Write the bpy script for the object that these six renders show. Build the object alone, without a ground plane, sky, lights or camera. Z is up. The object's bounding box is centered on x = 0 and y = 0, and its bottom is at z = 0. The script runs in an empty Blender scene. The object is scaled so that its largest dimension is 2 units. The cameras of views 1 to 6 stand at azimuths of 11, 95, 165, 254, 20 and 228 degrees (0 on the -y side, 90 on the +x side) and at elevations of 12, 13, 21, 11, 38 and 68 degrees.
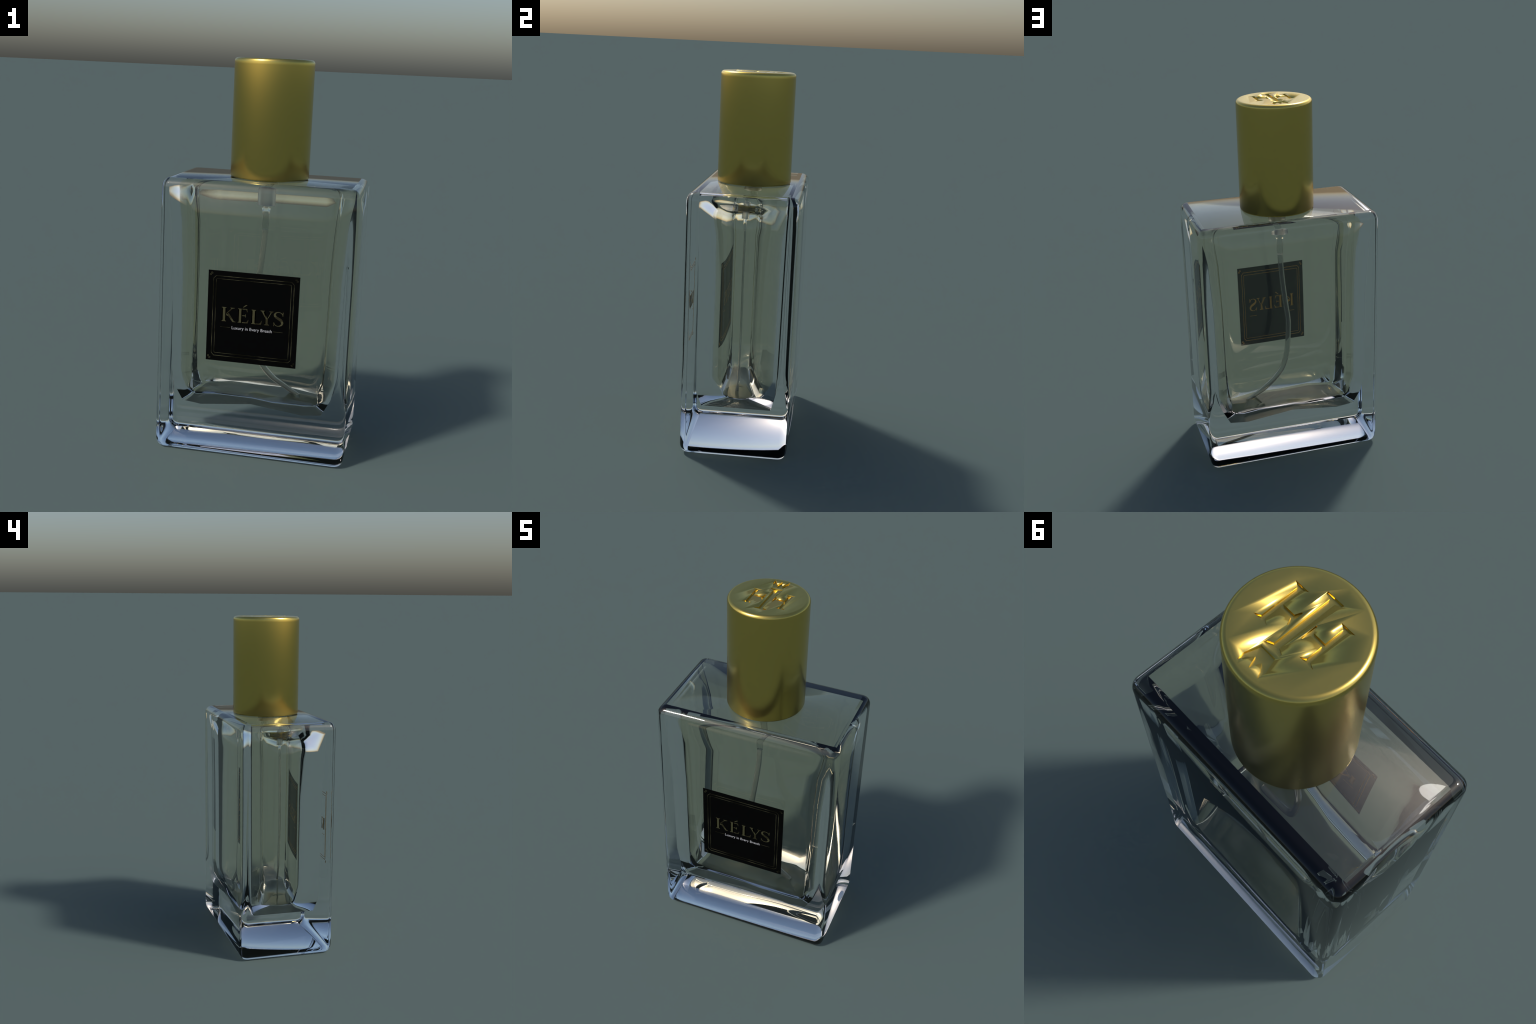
import bpy, bmesh, math, random
from mathutils import Vector, Matrix
from mathutils.geometry import delaunay_2d_cdt

random.seed(4)
# ------------------------------------------------------------------ sizes (metres)
A, B, H = 0.4900, 0.2860, 1.408        # half width, half depth, height of the glass block

CAP_R, CAP_Z0, CAP_Z1 = 0.2000, 1.411, 2.0
PUMP_X, PUMP_Y = -0.002, 0.000
CAP_Y = 0.005
PILLOW_TOP, PILLOW_FOOT = (11.0, 11.0), (12.0, 18.5)      # degrees at the rim
FOOT_IN, FOOT_UP, TOP_IN, TOP_DOWN = 0.036, 0.052, 0.042, 0.045

# ------------------------------------------------------------------ helpers
root = bpy.data.objects.new("perfume_bottle", None)
bpy.context.scene.collection.objects.link(root)
root["label"] = "clear rectangular glass perfume bottle with a gold cylindrical cap"
root["category"] = "perfume bottle"


def add(name, mesh, mat, parent=root, kind=None):
    ob = bpy.data.objects.new(name, mesh)
    bpy.context.scene.collection.objects.link(ob)
    ob.parent = parent
    if mat:
        mesh.materials.clear()
        mesh.materials.append(mat)
    if kind:
        ob["kind"] = kind
    return ob


def to_mesh(bm, name, smooth=True):
    me = bpy.data.meshes.new(name)
    bm.to_mesh(me)
    bm.free()
    for p in me.polygons:
        p.use_smooth = smooth
    return me


def smooth_by_angle(me, deg):
    bm = bmesh.new()
    bm.from_mesh(me)
    lim = math.radians(deg)
    for e in bm.edges:
        if len(e.link_faces) == 2:
            e.smooth = e.calc_face_angle(0.0) < lim
    bm.to_mesh(me)
    bm.free()


def material(name, colour, rough=0.5, metal=0.0, trans=0.0, ior=1.5, spec=0.5):
    m = bpy.data.materials.new(name)
    m.use_nodes = True
    s = m.node_tree.nodes["Principled BSDF"]
    s.inputs["Base Color"].default_value = (*colour, 1)
    s.inputs["Roughness"].default_value = rough
    s.inputs["Metallic"].default_value = metal
    s.inputs["Transmission Weight"].default_value = trans
    s.inputs["IOR"].default_value = ior
    s.inputs["Specular IOR Level"].default_value = spec
    return m, s


def noise_on(m, s, socket, lo, hi, scale, detail=3.0):
    """drive one scalar input by fine procedural grain in object space"""
    nt = m.node_tree
    tc = nt.nodes.new("ShaderNodeTexCoord")
    n = nt.nodes.new("ShaderNodeTexNoise")
    n.inputs["Scale"].default_value = scale
    n.inputs["Detail"].default_value = detail
    r = nt.nodes.new("ShaderNodeMapRange")
    r.inputs["To Min"].default_value, r.inputs["To Max"].default_value = lo, hi
    nt.links.new(tc.outputs["Object"], n.inputs["Vector"])
    nt.links.new(n.outputs["Fac"], r.inputs["Value"])
    nt.links.new(r.outputs["Result"], s.inputs[socket])


glass, _ = material("clear_glass", (0.96, 0.97, 0.965), 0.0, 0, 1.0, 1.5)
liquid_mat, _ = material("pale_yellow_liquid", (0.90, 0.86, 0.66), 0.0, 0, 1.0, 1.5)
plastic, _ = material("clear_plastic", (0.93, 0.94, 0.94), 0.04, 0, 1.0, 1.45)
milky, _ = material("milky_plastic", (0.88, 0.91, 0.90), 0.04, 0, 0.90, 1.45)
frosted, _ = material("frosted_plastic", (0.93, 0.94, 0.94), 0.35, 0, 1.0, 1.45)
gold, gs = material("brushed_gold", (0.70, 0.53, 0.135), 0.22, 1.0)
noise_on(gold, gs, "Roughness", 0.245, 0.255, 300)
foil, fs = material("gold_foil", (0.42, 0.32, 0.17), 0.18, 1.0)
noise_on(foil, fs, "Roughness", 0.16, 0.3, 60)


def patchy(m, s, dark, bright, scale, lo, hi):
    """bright and dark reflections of foil painted into its colour by noise"""
    nt = m.node_tree
    tc = nt.nodes.new("ShaderNodeTexCoord")
    n = nt.nodes.new("ShaderNodeTexNoise")
    n.inputs["Scale"].default_value = scale
    n.inputs["Detail"].default_value = 2.0
    r = nt.nodes.new("ShaderNodeValToRGB")
    r.color_ramp.elements[0].position, r.color_ramp.elements[0].color = lo, (*dark, 1)
    r.color_ramp.elements[1].position, r.color_ramp.elements[1].color = hi, (*bright, 1)
    nt.links.new(tc.outputs["Object"], n.inputs["Vector"])
    nt.links.new(n.outputs["Fac"], r.inputs["Fac"])
    nt.links.new(r.outputs["Color"], s.inputs["Base Color"])


line_foil, ls = material("foil_painted_reflections", (0.4, 0.3, 0.17), 0.25, 1.0)
patchy(line_foil, ls, (0.07, 0.055, 0.03), (0.42, 0.33, 0.20), 14, 0.42, 0.62)
warm_foil, _ = material("warm_gold_foil", (0.80, 0.46, 0.14), 0.3, 1.0)
dull_foil, _ = material("dark_foil", (0.17, 0.13, 0.07), 0.3, 1.0)
black, _ = material("black_label", (0.0015, 0.0016, 0.0016), 0.5, 0, 0, 1.5, 0.04)
white, _ = material("white_print", (0.50, 0.50, 0.53), 0.5, 0, 0, 1.5, 0.2)

# ------------------------------------------------------------------ glass block with a thick-walled cavity


# The hollow is a plain low cage: four sharp corners, one support edge on each side of a
# corner, a few levels; its shading is rounded over the cage, which bends light like a lens.
# level: (z, half width, half depth, support x, support y,
#         up/down tilt of the normal at the end supports, the corners, the long sides)
LEVELS = [
    (1.386, 0.455, 0.219, 0.320, 0.078, 6, 5, 7),
    (1.336, 0.453, 0.219, 0.318, 0.078, 33, 8, 15.5),
    (1.200, 0.439, 0.217, 0.309, 0.078, -3, -2, 0),
    (0.950, 0.424, 0.213, 0.300, 0.078, -3, -2, 3),
    (0.430, 0.418, 0.208, 0.300, 0.078, 0, 0, 3),
    (0.335, 0.401, 0.206, 0.298, 0.072, -13, -12, -10),
    (0.252, 0.359, 0.182, 0.262, 0.068, -58, -50, -58),
]
SIDE_TILT = 12.0
CEILING_TILT = 73
END_TILT = 30.0
FLOOR_MID = 0.270       # the floor rises towards the middle of the long sides


def hollow(name, mat):
    bm = bmesh.new()
    normals = []
    rings = []

    def vert(x, y, z, az, tilt):
        v = bm.verts.new((x, y, z))
        a, t = math.radians(az), math.radians(tilt)
        normals.append(Vector((math.cos(a) * math.cos(t), math.sin(a) * math.cos(t), math.sin(t))))
        return v

    for z, hx, hy, sx, sy, tilt_end, tilt_corner, tilt_side in LEVELS:
        low = z < 0.3
        zs = 0.241 if low else z
        ring = []
        # one quarter: end support, corner, side support; mirrored round the plan
        pts = [(hx, sy, z, END_TILT), (hx, hy, z, 45), (sx, hy, zs, 90 - SIDE_TILT), (0, hy, FLOOR_MID if low else z, 90)]
        plan = [(x, y, zz, a) for x, y, zz, a in pts]
        plan += [(-x, y, zz, 180 - a) for x, y, zz, a in reversed(pts[:3])]
        plan += [(-x, -y, zz, a + 180) for x, y, zz, a in pts]
        plan += [(x, -y, zz, -a) for x, y, zz, a in reversed(pts[:3])]
        for x, y, zz, a in plan:
            off = min(a % 90, 90 - a % 90)
            near_end = abs(math.cos(math.radians(a))) > 0.72
            ring.append(vert(x, y, zz, a, tilt_corner if off > 40 else tilt_end if near_end else tilt_side))
        rings.append(ring)
    n = len(rings[0])
    for a, b in zip(rings, rings[1:]):
        for i in range(n):
            j = (i + 1) % n
            bm.faces.new((a[i], a[j], b[j], b[i]))
    # ceiling and floor: wide facets from the edge to a small ring in the middle
    for ring, zc, tilt, k in ((rings[0], 1.388, 78, 0.22), (rings[-1], 0.276, -80, 0.5)):
        if tilt > 0:      # a crisp edge round the ceiling
            ring = [vert(v.co.x, v.co.y, v.co.z, math.degrees(math.atan2(v.co.y, v.co.x)), CEILING_TILT) for v in ring]
        inner = [vert(v.co.x * k, v.co.y * max(k, 0.3), zc, math.degrees(math.atan2(v.co.y, v.co.x)), tilt) for v in ring]
        c = vert(0, 0, zc, 0, math.copysign(90, tilt))
        for i in range(n):
            j = (i + 1) % n
            bm.faces.new((ring[i], ring[j], inner[j], inner[i]))
            bm.faces.new((inner[i], inner[j], c))
    bmesh.ops.recalc_face_normals(bm, faces=list(bm.faces))
    bmesh.ops.reverse_faces(bm, faces=list(bm.faces))      # the surface faces the hollow: light leaves the glass here
    me = to_mesh(bm, name)
    me.normals_split_custom_set_from_vertices([-v for v in normals])
    return add(name, me, mat)


def build_glass():
    """block with rounded upright edges, a tighter rounding at the top and a deeper one at the foot"""
    bm = bmesh.new()
    R_SIDE, N_SIDE, N_PROF = 0.040, 6, 6
    profile = []                                         # (inset from the side faces, z)
    for k in range(N_PROF + 1):
        a = math.radians(90 * k / N_PROF)
        profile.append((FOOT_IN * (1 - math.sin(a)), FOOT_UP * (1 - math.cos(a))))
    for k in range(N_PROF + 1):
        a = math.radians(90 * k / N_PROF)
        profile.append((TOP_IN * (1 - math.cos(a)), H - TOP_DOWN * (1 - math.sin(a))))
    rings = []
    for inset, z in profile:
        ring = []
        for sx, sy, a0 in ((1, 1, 0), (-1, 1, 90), (-1, -1, 180), (1, -1, 270)):
            for i in range(N_SIDE + 1):
                a = math.radians(a0 + 90 * i / N_SIDE)
                r = max(0.006, R_SIDE - inset * 0.6)
                ring.append(bm.verts.new((sx * (A - inset - r) + r * math.cos(a), sy * (B - inset - r) + r * math.sin(a), z)))
        rings.append(ring)
    n = len(rings[0])
    for lo, hi in zip(rings, rings[1:]):
        for i in range(n):
            j = (i + 1) % n
            bm.faces.new((lo[i], lo[j], hi[j], hi[i]))
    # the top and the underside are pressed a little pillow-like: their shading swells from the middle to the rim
    caps = {}
    for ring, z, side in ((rings[-1], H, 1), (rings[0], 0.0, -1)):
        c = bm.verts.new((0, 0, z))
        for i in range(n):
            f = bm.faces.new((ring[i], ring[(i + 1) % n], c))
            caps[f] = side
    bmesh.ops.recalc_face_normals(bm, faces=list(bm.faces))
    bm.faces.index_update()
    caps = {f.index: side for f, side in caps.items()}
    me = to_mesh(bm, "glass_body")
    vn = [v.normal.copy() for v in me.vertices]
    normals = []
    for p in me.polygons:
        side = caps.get(p.index)
        for i in p.vertices:
            v = me.vertices[i].co
            if side:
                tx, ty = (math.tan(math.radians(d)) for d in (PILLOW_TOP if side > 0 else PILLOW_FOOT))
                normals.append(Vector((tx * v.x / A, ty * v.y / B, side)).normalized())
            else:
                normals.append(vn[i])
    me.normals_split_custom_set(normals)
    return add("glass_body", me, glass)


glass_body = build_glass()
liquid = hollow("liquid", liquid_mat)

# ------------------------------------------------------------------ pump and dip tube


def lathe(name, profile, centre, seg=48, closed=False, angle=40):
    """revolve (radius, z) pairs about the vertical through centre"""
    bm = bmesh.new()
    rings = []
    for r, z in profile:
        if r < 1e-6:
            rings.append([bm.verts.new((0, 0, z))])
        else:
            rings.append([bm.verts.new((r * math.cos(2 * math.pi * i / seg), r * math.sin(2 * math.pi * i / seg), z)) for i in range(seg)])
    pairs = list(zip(rings, rings[1:])) + ([(rings[-1], rings[0])] if closed else [])
    for a, b in pairs:
        for i in range(seg):
            j = (i + 1) % seg
            if len(a) == 1:
                bm.faces.new((a[0], b[j], b[i]))
            elif len(b) == 1:
                bm.faces.new((a[i], a[j], b[0]))
            else:
                bm.faces.new((a[i], a[j], b[j], b[i]))
    bmesh.ops.recalc_face_normals(bm, faces=list(bm.faces))
    me = to_mesh(bm, name)
    me.transform(Matrix.Translation((centre[0], centre[1], 0)))
    smooth_by_angle(me, angle)
    return me


pump = add("pump", lathe("pump", [(0.024, 1.388), (0.048, 1.388), (0.048, 1.284), (0.022, 1.281), (0.022, 1.290), (0.024, 1.296)], (PUMP_X, PUMP_Y), closed=True), frosted)
add("pump_nozzle", lathe("pump_nozzle", [(0.0235, 1.2805), (0.025, 1.262), (0.021, 1.250), (0.0205, 1.246), (0.0195, 1.170), (0.0175, 1.139), (0.0150, 1.139),
                                         (0.0150, 1.170), (0.0140, 1.246), (0.0120, 1.2805)], (PUMP_X, PUMP_Y), closed=True), plastic, pump)


def catmull(pts, n):
    out = []
    P = [2 * Vector(pts[0]) - Vector(pts[1])] + [Vector(p) for p in pts] + [2 * Vector(pts[-1]) - Vector(pts[-2])]
    for i in range(1, len(P) - 2):
        for k in range(n):
            t = k / n
            a, b, c, d = P[i - 1:i + 3]
            out.append(0.5 * (2 * b + (c - a) * t + (2 * a - 5 * b + 4 * c - d) * t * t + (3 * b - a - 3 * c + d) * t ** 3))
    out.append(P[-2])
    return out


def pipe(name, path, r_out, r_in, seg=20):
    bm = bmesh.new()
    rows = []
    for i, p in enumerate(path):
        t = (path[min(i + 1, len(path) - 1)] - path[max(i - 1, 0)]).normalized()
        u = Vector((0, 1, 0))
        v = t.cross(u).normalized()
        rows.append([[bm.verts.new(p + (u * math.cos(2 * math.pi * k / seg) + v * math.sin(2 * math.pi * k / seg)) * r) for k in range(seg)] for r in (r_out, r_in)])
    for a, b in zip(rows, rows[1:]):
        for k in range(seg):
            j = (k + 1) % seg
            bm.faces.new((a[0][k], a[0][j], b[0][j], b[0][k]))
            bm.faces.new((a[1][j], a[1][k], b[1][k], b[1][j]))
    for row in (rows[0], rows[-1]):
        for k in range(seg):
            j = (k + 1) % seg
            bm.faces.new((row[0][k], row[1][k], row[1][j], row[0][j]))
    bmesh.ops.recalc_face_normals(bm, faces=list(bm.faces))
    me = to_mesh(bm, name)
    smooth_by_angle(me, 50)
    return me


TUBE = [(-0.002, 0.0, 1.1385), (-0.006, -0.002, 1.07), (-0.014, -0.006, 0.97), (-0.027, -0.009, 0.86), (-0.042, -0.008, 0.74), (-0.040, -0.006, 0.665),
        (-0.031, -0.004, 0.57), (-0.012, -0.003, 0.49), (0.018, -0.004, 0.43), (0.075, -0.005, 0.373), (0.145, -0.005, 0.322), (0.228, -0.005, 0.262)]
add("dip_tube", pipe("dip_tube", catmull(TUBE, 8), 0.0165, 0.0110), milky)

# ------------------------------------------------------------------ cap with an engraved monogram and crown
BEV = 0.018
ENGRAVE = 0.009
N_LAND = 15
SWEEP = 112              # direction of the long facets, degrees
TOP_SOFT = 1.0          # how far the shading of the top sags towards the cut letters
MONO = [  # closed outlines seen from above, x to the right, y to the back
    # tall centre stem with a serif foot and a flared head
    [(-0.024, -0.132), (0.036, -0.132), (0.034, -0.124), (0.016, -0.118), (0.016, 0.070), (0.034, 0.078), (0.036, 0.087), (-0.024, 0.087), (-0.022, 0.078), (-0.0045, 0.070), (-0.0045, -0.118), (-0.022, -0.124)],
    # left half of the H
    [(-0.104, -0.094), (-0.054, -0.094), (-0.071, -0.083), (-0.071, -0.022), (-0.030, -0.022), (-0.022, -0.041), (-0.018, -0.041), (-0.018, 0.011), (-0.022, 0.011), (-0.030, -0.010), (-0.071, -0.010),
     (-0.071, 0.040), (-0.054, 0.050), (-0.104, 0.050), (-0.085, 0.040), (-0.085, -0.083)],
    # crown: a bar with three points
    [(-0.020, 0.098), (0.032, 0.098), (0.034, 0.106), (0.046, 0.142), (0.043, 0.168), (0.032, 0.148), (0.018, 0.130), (0.006, 0.164), (-0.006, 0.130), (-0.020, 0.148), (-0.031, 0.168), (-0.034, 0.142), (-0.022, 0.106)],
]
MONO.append([(0.012 - x, y) for x, y in reversed(MONO[1])])


def build_cap():
    seg = 96
    verts, edges = [], []
    rim_r = CAP_R - BEV
    for i in range(seg):
        a = 2 * math.pi * i / seg
        verts.append(Vector((rim_r * math.cos(a), rim_r * math.sin(a))))
    edges += [(i, (i + 1) % seg) for i in range(seg)]
    loops = []
    for poly in MONO:
        s = len(verts)
        verts += [Vector(p) for p in poly]
        loops.append(list(range(s, s + len(poly))))
        edges += [(s + i, s + (i + 1) % len(poly)) for i in range(len(poly))]
    vo, eo, fo, ov, oe, of = delaunay_2d_cdt(verts, edges, [], 0, 1e-6)

    def inside(p, poly):
        c = False
        for (x0, y0), (x1, y1) in zip(poly, poly[1:] + poly[:1]):
            if (y0 > p.y) != (y1 > p.y) and p.x < (x1 - x0) * (p.y - y0) / (y1 - y0) + x0:
                c = not c
        return c

    bm = bmesh.new()
    top = [bm.verts.new((v.x, v.y, CAP_Z1)) for v in vo]
    index = {}
    for i, src in enumerate(ov):
        for s in src:
            index[s] = i
    low = {}
    for lp in loops:
        for s in lp:
            v = vo[index[s]]
            low[index[s]] = bm.verts.new((v.x, v.y, CAP_Z1 - ENGRAVE))
    for f in fo:
        c = sum((vo[i] for i in f), Vector((0, 0))) / len(f)
        if any(inside(c, p) for p in MONO):
            bm.faces.new([low[i] for i in f])
    for lp in loops:
        for s, t in zip(lp, lp[1:] + lp[:1]):
            i, j = index[s], index[t]
            bm.faces.new((top[i], top[j], low[j], low[i]))
    ring = [top[index[i]] for i in range(seg)]
    # the top between rim and letters is filled by a sweep, which gives its long slender facets
    land = [bm.verts.new((0.985 * rim_r * math.cos(2 * math.pi * (i + 0.3) / N_LAND), 0.985 * rim_r * math.sin(2 * math.pi * (i + 0.3) / N_LAND), CAP_Z1)) for i in range(N_LAND)]
    border = [bm.edges.new((land[i], land[(i + 1) % N_LAND])) for i in range(N_LAND)]
    for i in range(seg):            # flat margin between the round rim and the facets
        near = lambda k: land[int(math.floor((k / seg) * N_LAND - 0.3 + 0.5)) % N_LAND]
        a, b = near(i), near(i + 1)
        bm.faces.new((ring[i], ring[(i + 1) % seg], a))
        if a is not b:
            bm.faces.new((ring[(i + 1) % seg], b, a))
    for lp in loops:
        border += [bm.edges.get((top[index[s]], top[index[t]])) for s, t in zip(lp, lp[1:] + lp[:1])]
    turn = Matrix.Rotation(math.radians(SWEEP), 4, "Z")
    bmesh.ops.transform(bm, matrix=turn, verts=list(bm.verts))
    margin = [f for f in bm.faces if all(v.co.z > CAP_Z1 - 1e-5 for v in f.verts)]
    bmesh.ops.triangle_fill(bm, use_beauty=False, use_dissolve=False, edges=border, normal=(0, 0, 1))
    bmesh.ops.transform(bm, matrix=turn.inverted(), verts=list(bm.verts))
    for f in [f for f in bm.faces if all(v.co.z > CAP_Z1 - 1e-5 for v in f.verts) and f not in margin]:
        if any(inside(f.calc_center_median().xy, p) for p in MONO):
            bm.faces.remove(f)
    prof = [(rim_r + BEV * math.sin(a), CAP_Z1 - BEV + BEV * math.cos(a)) for a in (math.radians(90 * k / 5) for k in range(1, 6))]
    prof += [(CAP_R, CAP_Z1 - 0.03), (CAP_R, CAP_Z0 + 0.006), (CAP_R - 0.0015, CAP_Z0 + 0.0015), (CAP_R - 0.006, CAP_Z0)]
    for r, z in prof:
        nxt = [bm.verts.new((r * math.cos(2 * math.pi * i / seg), r * math.sin(2 * math.pi * i / seg), z)) for i in range(seg)]
        for i in range(seg):
            j = (i + 1) % seg
            bm.faces.new((ring[i], nxt[i], nxt[j], ring[j]))
        ring = nxt
    bm.faces.new(list(reversed(ring)))
    bmesh.ops.recalc_face_normals(bm, faces=list(bm.faces))
    me = to_mesh(bm, "cap")
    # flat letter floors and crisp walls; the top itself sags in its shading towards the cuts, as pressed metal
    up = Vector((0, 0, 1))
    vn = [v.normal.copy() for v in me.vertices]
    normals = []
    for p in me.polygons:
        z = [me.vertices[i].co.z for i in p.vertices]
        r = [me.vertices[i].co.xy.length for i in p.vertices]
        for i in p.vertices:
            if max(z) - min(z) < 1e-5 and z[0] > CAP_Z1 - 1e-4:
                edge = me.vertices[i].co.xy.length > rim_r * 0.98
                n = up if edge else up.lerp(vn[i], TOP_SOFT)
            elif max(r) < rim_r - 1e-4:
                n = p.normal.lerp(vn[i], 0.25)
            else:
                n = p.normal if max(z) < CAP_Z0 + 0.01 else up if me.vertices[i].co.xy.length < rim_r + 1e-4 else vn[i]
            normals.append(n.normalized())
    me.normals_split_custom_set(normals)
    me.transform(Matrix.Translation((0, CAP_Y, 0)))
    return add("cap", me, gold)


cap = build_cap()

add("neck_collar", lathe("neck_collar", [(0.100, 1.368), (0.118, 1.368), (0.118, 1.4055), (0.100, 1.4055)], (0, CAP_Y), closed=True), gold)

# ------------------------------------------------------------------ label
LZ, LH, LV = 0.7372, 0.2287, 0.2313       # centre height, half width, half height
Y_BACK, Y_FRONT = -(B + 0.0002), -(B + 0.0014)


def slab(polys, y0, y1, name):
    """outlines in (x, z) given thickness from y0 (inner) to y1 (outer)"""
    bm = bmesh.new()
    for poly in polys:
        a = [bm.verts.new((x, y1, z)) for x, z in poly]
        b = [bm.verts.new((x, y0, z)) for x, z in poly]
        f1, f2 = bm.faces.new(a), bm.faces.new(list(reversed(b)))
        n = len(a)
        for i in range(n):
            bm.faces.new((a[i], b[i], b[(i + 1) % n], a[(i + 1) % n]))
    bmesh.ops.triangulate(bm, faces=[f for f in bm.faces if len(f.verts) > 4])
    bmesh.ops.recalc_face_normals(bm, faces=list(bm.faces))
    return to_mesh(bm, name, smooth=False)


label = add("label", slab([[(-LH, LZ - LV), (LH, LZ - LV), (LH, LZ + LV), (-LH, LZ + LV)]], Y_BACK, Y_FRONT, "label"), black)


def ribbon(pts, w, closed=False):
    """flat band of width w along a polyline, as quads"""
    P = [Vector(p) for p in pts]
    n = len(P)
    L, R = [], []
    for i in range(n):
        a = P[(i - 1) % n] if closed or i else P[i]
        b = P[(i + 1) % n] if closed or i < n - 1 else P[i]
        d1 = (P[i] - a).normalized() if (P[i] - a).length else (b - P[i]).normalized()
        d2 = (b - P[i]).normalized() if (b - P[i]).length else d1
        nrm = Vector((-(d1 + d2).y, (d1 + d2).x)).normalized()
        k = w / 2 / max(0.4, nrm.dot(Vector((-d1.y, d1.x))))
        L.append(P[i] + nrm * k)
        R.append(P[i] - nrm * k)
    m = n if closed else n - 1
    return [[tuple(L[i]), tuple(L[(i + 1) % n]), tuple(R[(i + 1) % n]), tuple(R[i])] for i in range(m)]


def frame(hx, hz, cut, w):
    pts = []
    for sx, sz in ((1, 1), (-1, 1), (-1, -1), (1, -1)):
        c = [(sx * hx, LZ + sz * (hz - cut)), (sx * (hx - cut), LZ + sz * hz)]
        pts += c if sx * sz > 0 else c[::-1]
    return ribbon(pts, w, True)


def curl(cx, cz, r, a0, turns, sx, sz, w, n=14):
    pts = []
    for i in range(n + 1):
        t = i / n
        a = math.radians(a0) + turns * 2 * math.pi * t
        rr = r * (1 - 0.6 * t)
        pts.append((sx * (cx + rr * math.cos(a)), LZ + sz * (cz + rr * math.sin(a))))
    return ribbon(pts, w)


border = frame(0.2015, 0.2045, 0.013, 0.0028) + frame(0.188, 0.190, 0.004, 0.0022)
corners = []
for sx in (-1, 1):
    for sz in (-1, 1):
        corners += curl(0.2105, 0.2185, 0.0055, 180, 1.2, sx, sz, 0.0018)
        corners += curl(0.2165, 0.2090, 0.0050, 90, -1.2, sx, sz, 0.0018)


# serif capitals: strokes as outlines on a unit body (height 1); second value: darker on the front
def bar(x0, x1, z0=0.0, z1=1.0, s=0.07):
    return [(x0 - s, z0), (x1 + s, z0), (x1 + s, z0 + .025), (x1 + .01, z0 + .06), (x1, z0 + .10), (x1, z1 - .10), (x1 + .01, z1 - .06), (x1 + s, z1 - .025), (x1 + s, z1), (x0 - s, z1), (x0 - s, z1 - .025), (x0 - .01, z1 - .06), (x0, z1 - .10), (x0, z0 + .10), (x0 - .01, z0 + .06), (x0 - s, z0 + .025)]


def arc_stroke(pts, widths):
    P = catmull([(x, y, 0) for x, y in pts], 6)
    n = len(P)
    L, R = [], []
    for i, p in enumerate(P):
        t = (P[min(i + 1, n - 1)] - P[max(i - 1, 0)]).normalized()
        k = i / (n - 1) * (len(widths) - 1)
        j = min(int(k), len(widths) - 2)
        w = widths[j] + (widths[j + 1] - widths[j]) * (k - j)
        L.append((p.x - t.y * w / 2, p.y + t.x * w / 2))
        R.append((p.x + t.y * w / 2, p.y - t.x * w / 2))
    return [[L[i], L[i + 1], R[i + 1], R[i]] for i in range(n - 1)]


LETTERS = {
    "letter_k": [([bar(.09, .24)], 0), ([[(.24, .44), (.24, .51), (.62, .93), (.68, .93)]], 1), ([[(.24, .50), (.31, .56), (.44, .44), (.38, .40)]], 0), ([[(.56, 1.0), (.84, 1.0), (.84, .975), (.68, .93), (.62, .93), (.56, .975)]], 0),
                  ([[(.36, .50), (.46, .60), (.69, .24), (.57, .20)]], 1), ([[(.57, .20), (.69, .24), (.80, .06), (.90, .025), (.90, 0), (.72, 0)]], 0)],
    "letter_e": [([bar(.09, .25)], 0), ([[(.25, 1.0), (.66, 1.0), (.66, .96), (.25, .95)]], 0), ([[(.66, 1.0), (.70, .78), (.67, .78), (.58, .95)]], 1), ([[(.25, .545), (.52, .545), (.55, .63), (.57, .63), (.57, .40), (.55, .40), (.52, .49), (.25, .49)]], 0),
                  ([[(.25, .05), (.52, .05), (.52, 0), (.25, 0)]], 0), ([[(.52, 0), (.52, .05), (.66, .10), (.74, .25), (.77, .25), (.72, 0)]], 1), ([[(.34, 1.10), (.42, 1.10), (.66, 1.27), (.56, 1.29)]], 0)],
    "letter_l": [([bar(.09, .25)], 0), ([[(.25, .06), (.55, .06), (.55, 0), (.25, 0)]], 1), ([[(.55, 0), (.55, .06), (.66, .12), (.73, .28), (.76, .28), (.71, 0)]], 1)],
    "letter_y": [([[(-.02, 1.0), (.28, 1.0), (.28, .975), (.19, .93), (.47, .46), (.37, .42), (.06, .94), (-.02, .975)]], 0), ([[(.47, .46), (.53, .50), (.74, .90), (.69, .92)]], 0), ([[(.58, 1.0), (.86, 1.0), (.86, .975), (.75, .91), (.69, .92), (.58, .975)]], 1),
                  ([[(.35, .46), (.50, .46), (.50, .10), (.60, .025), (.60, 0), (.25, 0), (.25, .025), (.35, .10)]], 1)],
    "letter_s": [(arc_stroke([(.60, .78), (.52, .93), (.34, .985), (.17, .92), (.11, .78), (.17, .64)], [.03, .04, .04, .08, .13, .15]), 0), (arc_stroke([(.17, .64), (.34, .54), (.48, .45), (.56, .36)], [.15, .17, .17, .15]), 1),
                  (arc_stroke([(.56, .36), (.59, .22), (.52, .09), (.34, .015), (.16, .07), (.06, .24)], [.15, .13, .09, .04, .04, .03]), 0), ([[(.58, .74), (.63, .72), (.64, 1.0), (.60, 1.0)]], 0), ([[(.04, 0), (.08, 0), (.09, .26), (.04, .26)]], 1)],
}
BASE_Z, CAP_H = 0.7135, 0.0725
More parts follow.
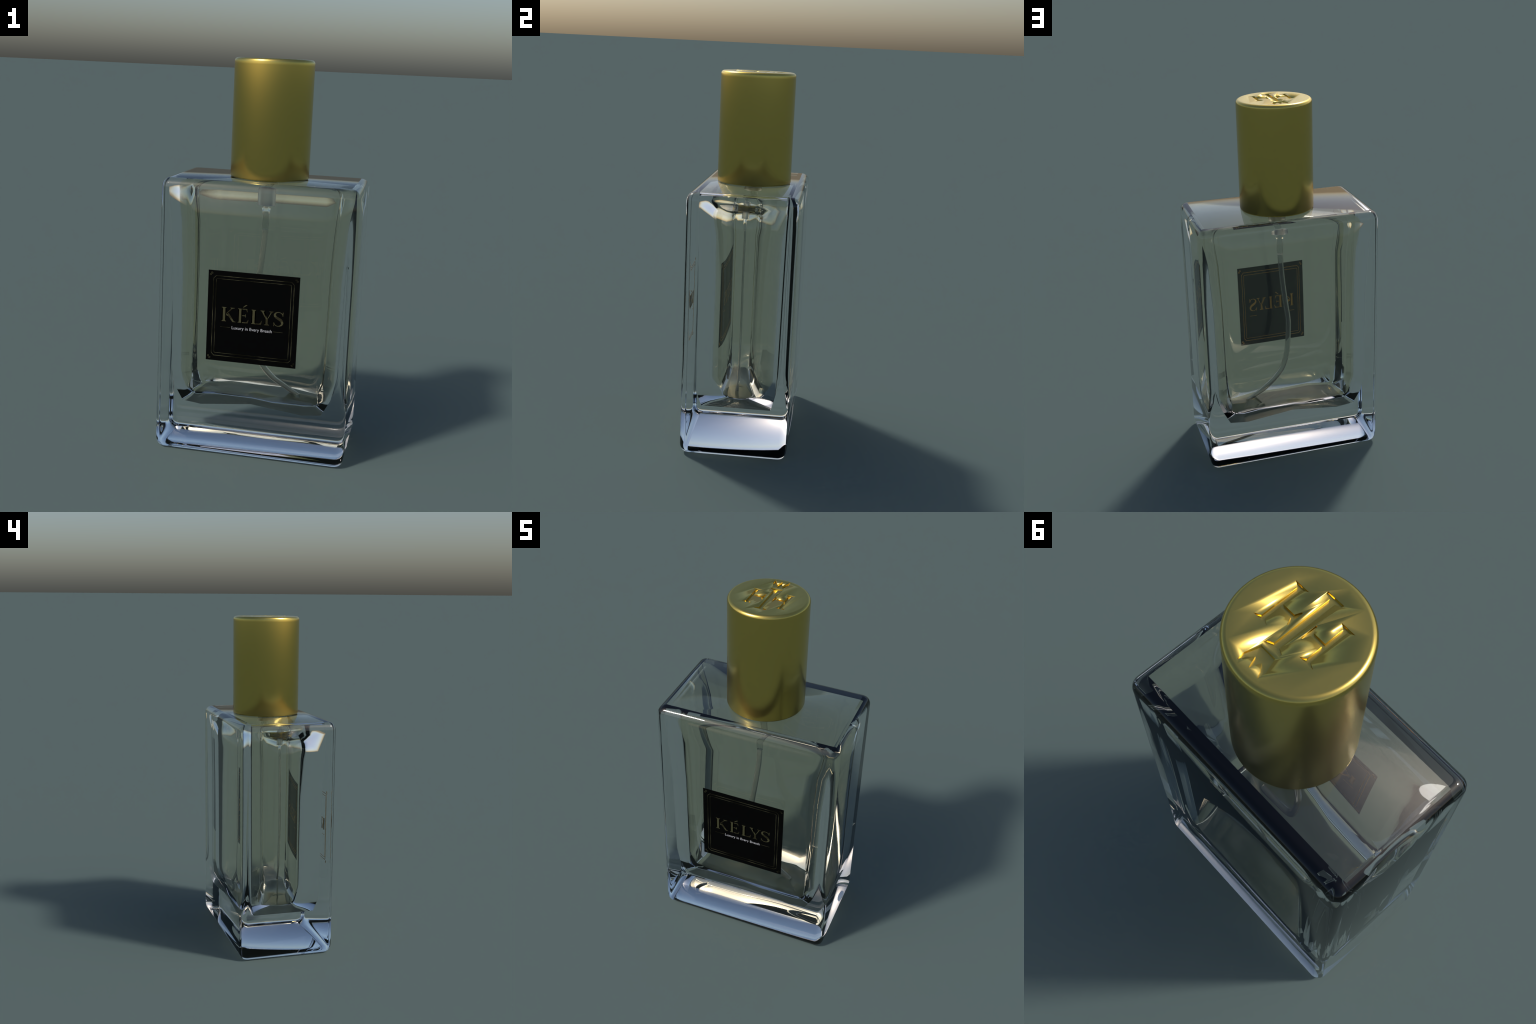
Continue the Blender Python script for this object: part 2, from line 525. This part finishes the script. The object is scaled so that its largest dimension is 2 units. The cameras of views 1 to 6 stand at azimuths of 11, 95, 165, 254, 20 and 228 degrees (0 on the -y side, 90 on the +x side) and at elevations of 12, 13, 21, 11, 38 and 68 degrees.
START = {"letter_k": -0.1590, "letter_e": -0.0765, "letter_l": -0.0085, "letter_y": 0.0395, "letter_s": 0.1010}
WIDE = {"letter_k": 0.080, "letter_e": 0.072, "letter_l": 0.072, "letter_y": 0.0725, "letter_s": 0.080}


def place(polys, nm):
    return [[(START[nm] + x * WIDE[nm] + 0.003, BASE_Z + z * CAP_H) for x, z in p] for p in polys]


add("label_border", slab(border, Y_FRONT, Y_FRONT - 0.0009, "label_border"), line_foil, label)
add("corner_ornament", slab(corners, Y_FRONT, Y_FRONT - 0.0009, "corner_ornament"), line_foil, label)
rules = ribbon([(-0.1590, 0.6838), (-0.1085, 0.6838)], 0.0020) + ribbon([(0.1090, 0.6838), (0.1560, 0.6838)], 0.0020)
add("rule_line", slab(rules, Y_FRONT, Y_FRONT - 0.0008, "rule_line"), line_foil, label)
back = border + corners + rules
for nm, strokes in LETTERS.items():
    bright = [p for ps, dark in strokes if not dark for p in ps]
    dark = [p for ps, d in strokes if d for p in ps]
    me = slab(place(bright, nm), Y_FRONT, Y_FRONT - 0.0010, nm)
    lo = add(nm, me, foil, label)
    if dark:
        add("dark_strokes", slab(place(dark, nm), Y_FRONT, Y_FRONT - 0.0009, "dark_strokes"), dull_foil, lo)
    back += place(bright + dark, nm)
add("foil_back_print", slab(back, -(B - 0.0010), -(B - 0.0005), "foil_back_print"), warm_foil, label)

cu = bpy.data.curves.new("tagline", "FONT")
cu.body = "Luxury in Every Breath"
cu.size = 0.0205
cu.offset = -0.0001
cu.extrude = 0.0005
cu.align_x = "CENTER"
tmp = bpy.data.objects.new("tagline_curve", cu)
bpy.context.scene.collection.objects.link(tmp)
bpy.context.view_layer.update()
tag_me = bpy.data.meshes.new_from_object(tmp)
bpy.data.objects.remove(tmp)
xs = [v.co.x for v in tag_me.vertices]
k = 0.2025 / (max(xs) - min(xs))
tag_me.transform(Matrix.Translation((0, Y_FRONT - 0.0006, 0.6765)) @ Matrix.Rotation(math.radians(90), 4, "X") @ Matrix.Diagonal((k, k, 1, 1)))
tag_me.name = "tagline"
add("tagline", tag_me, white, label)
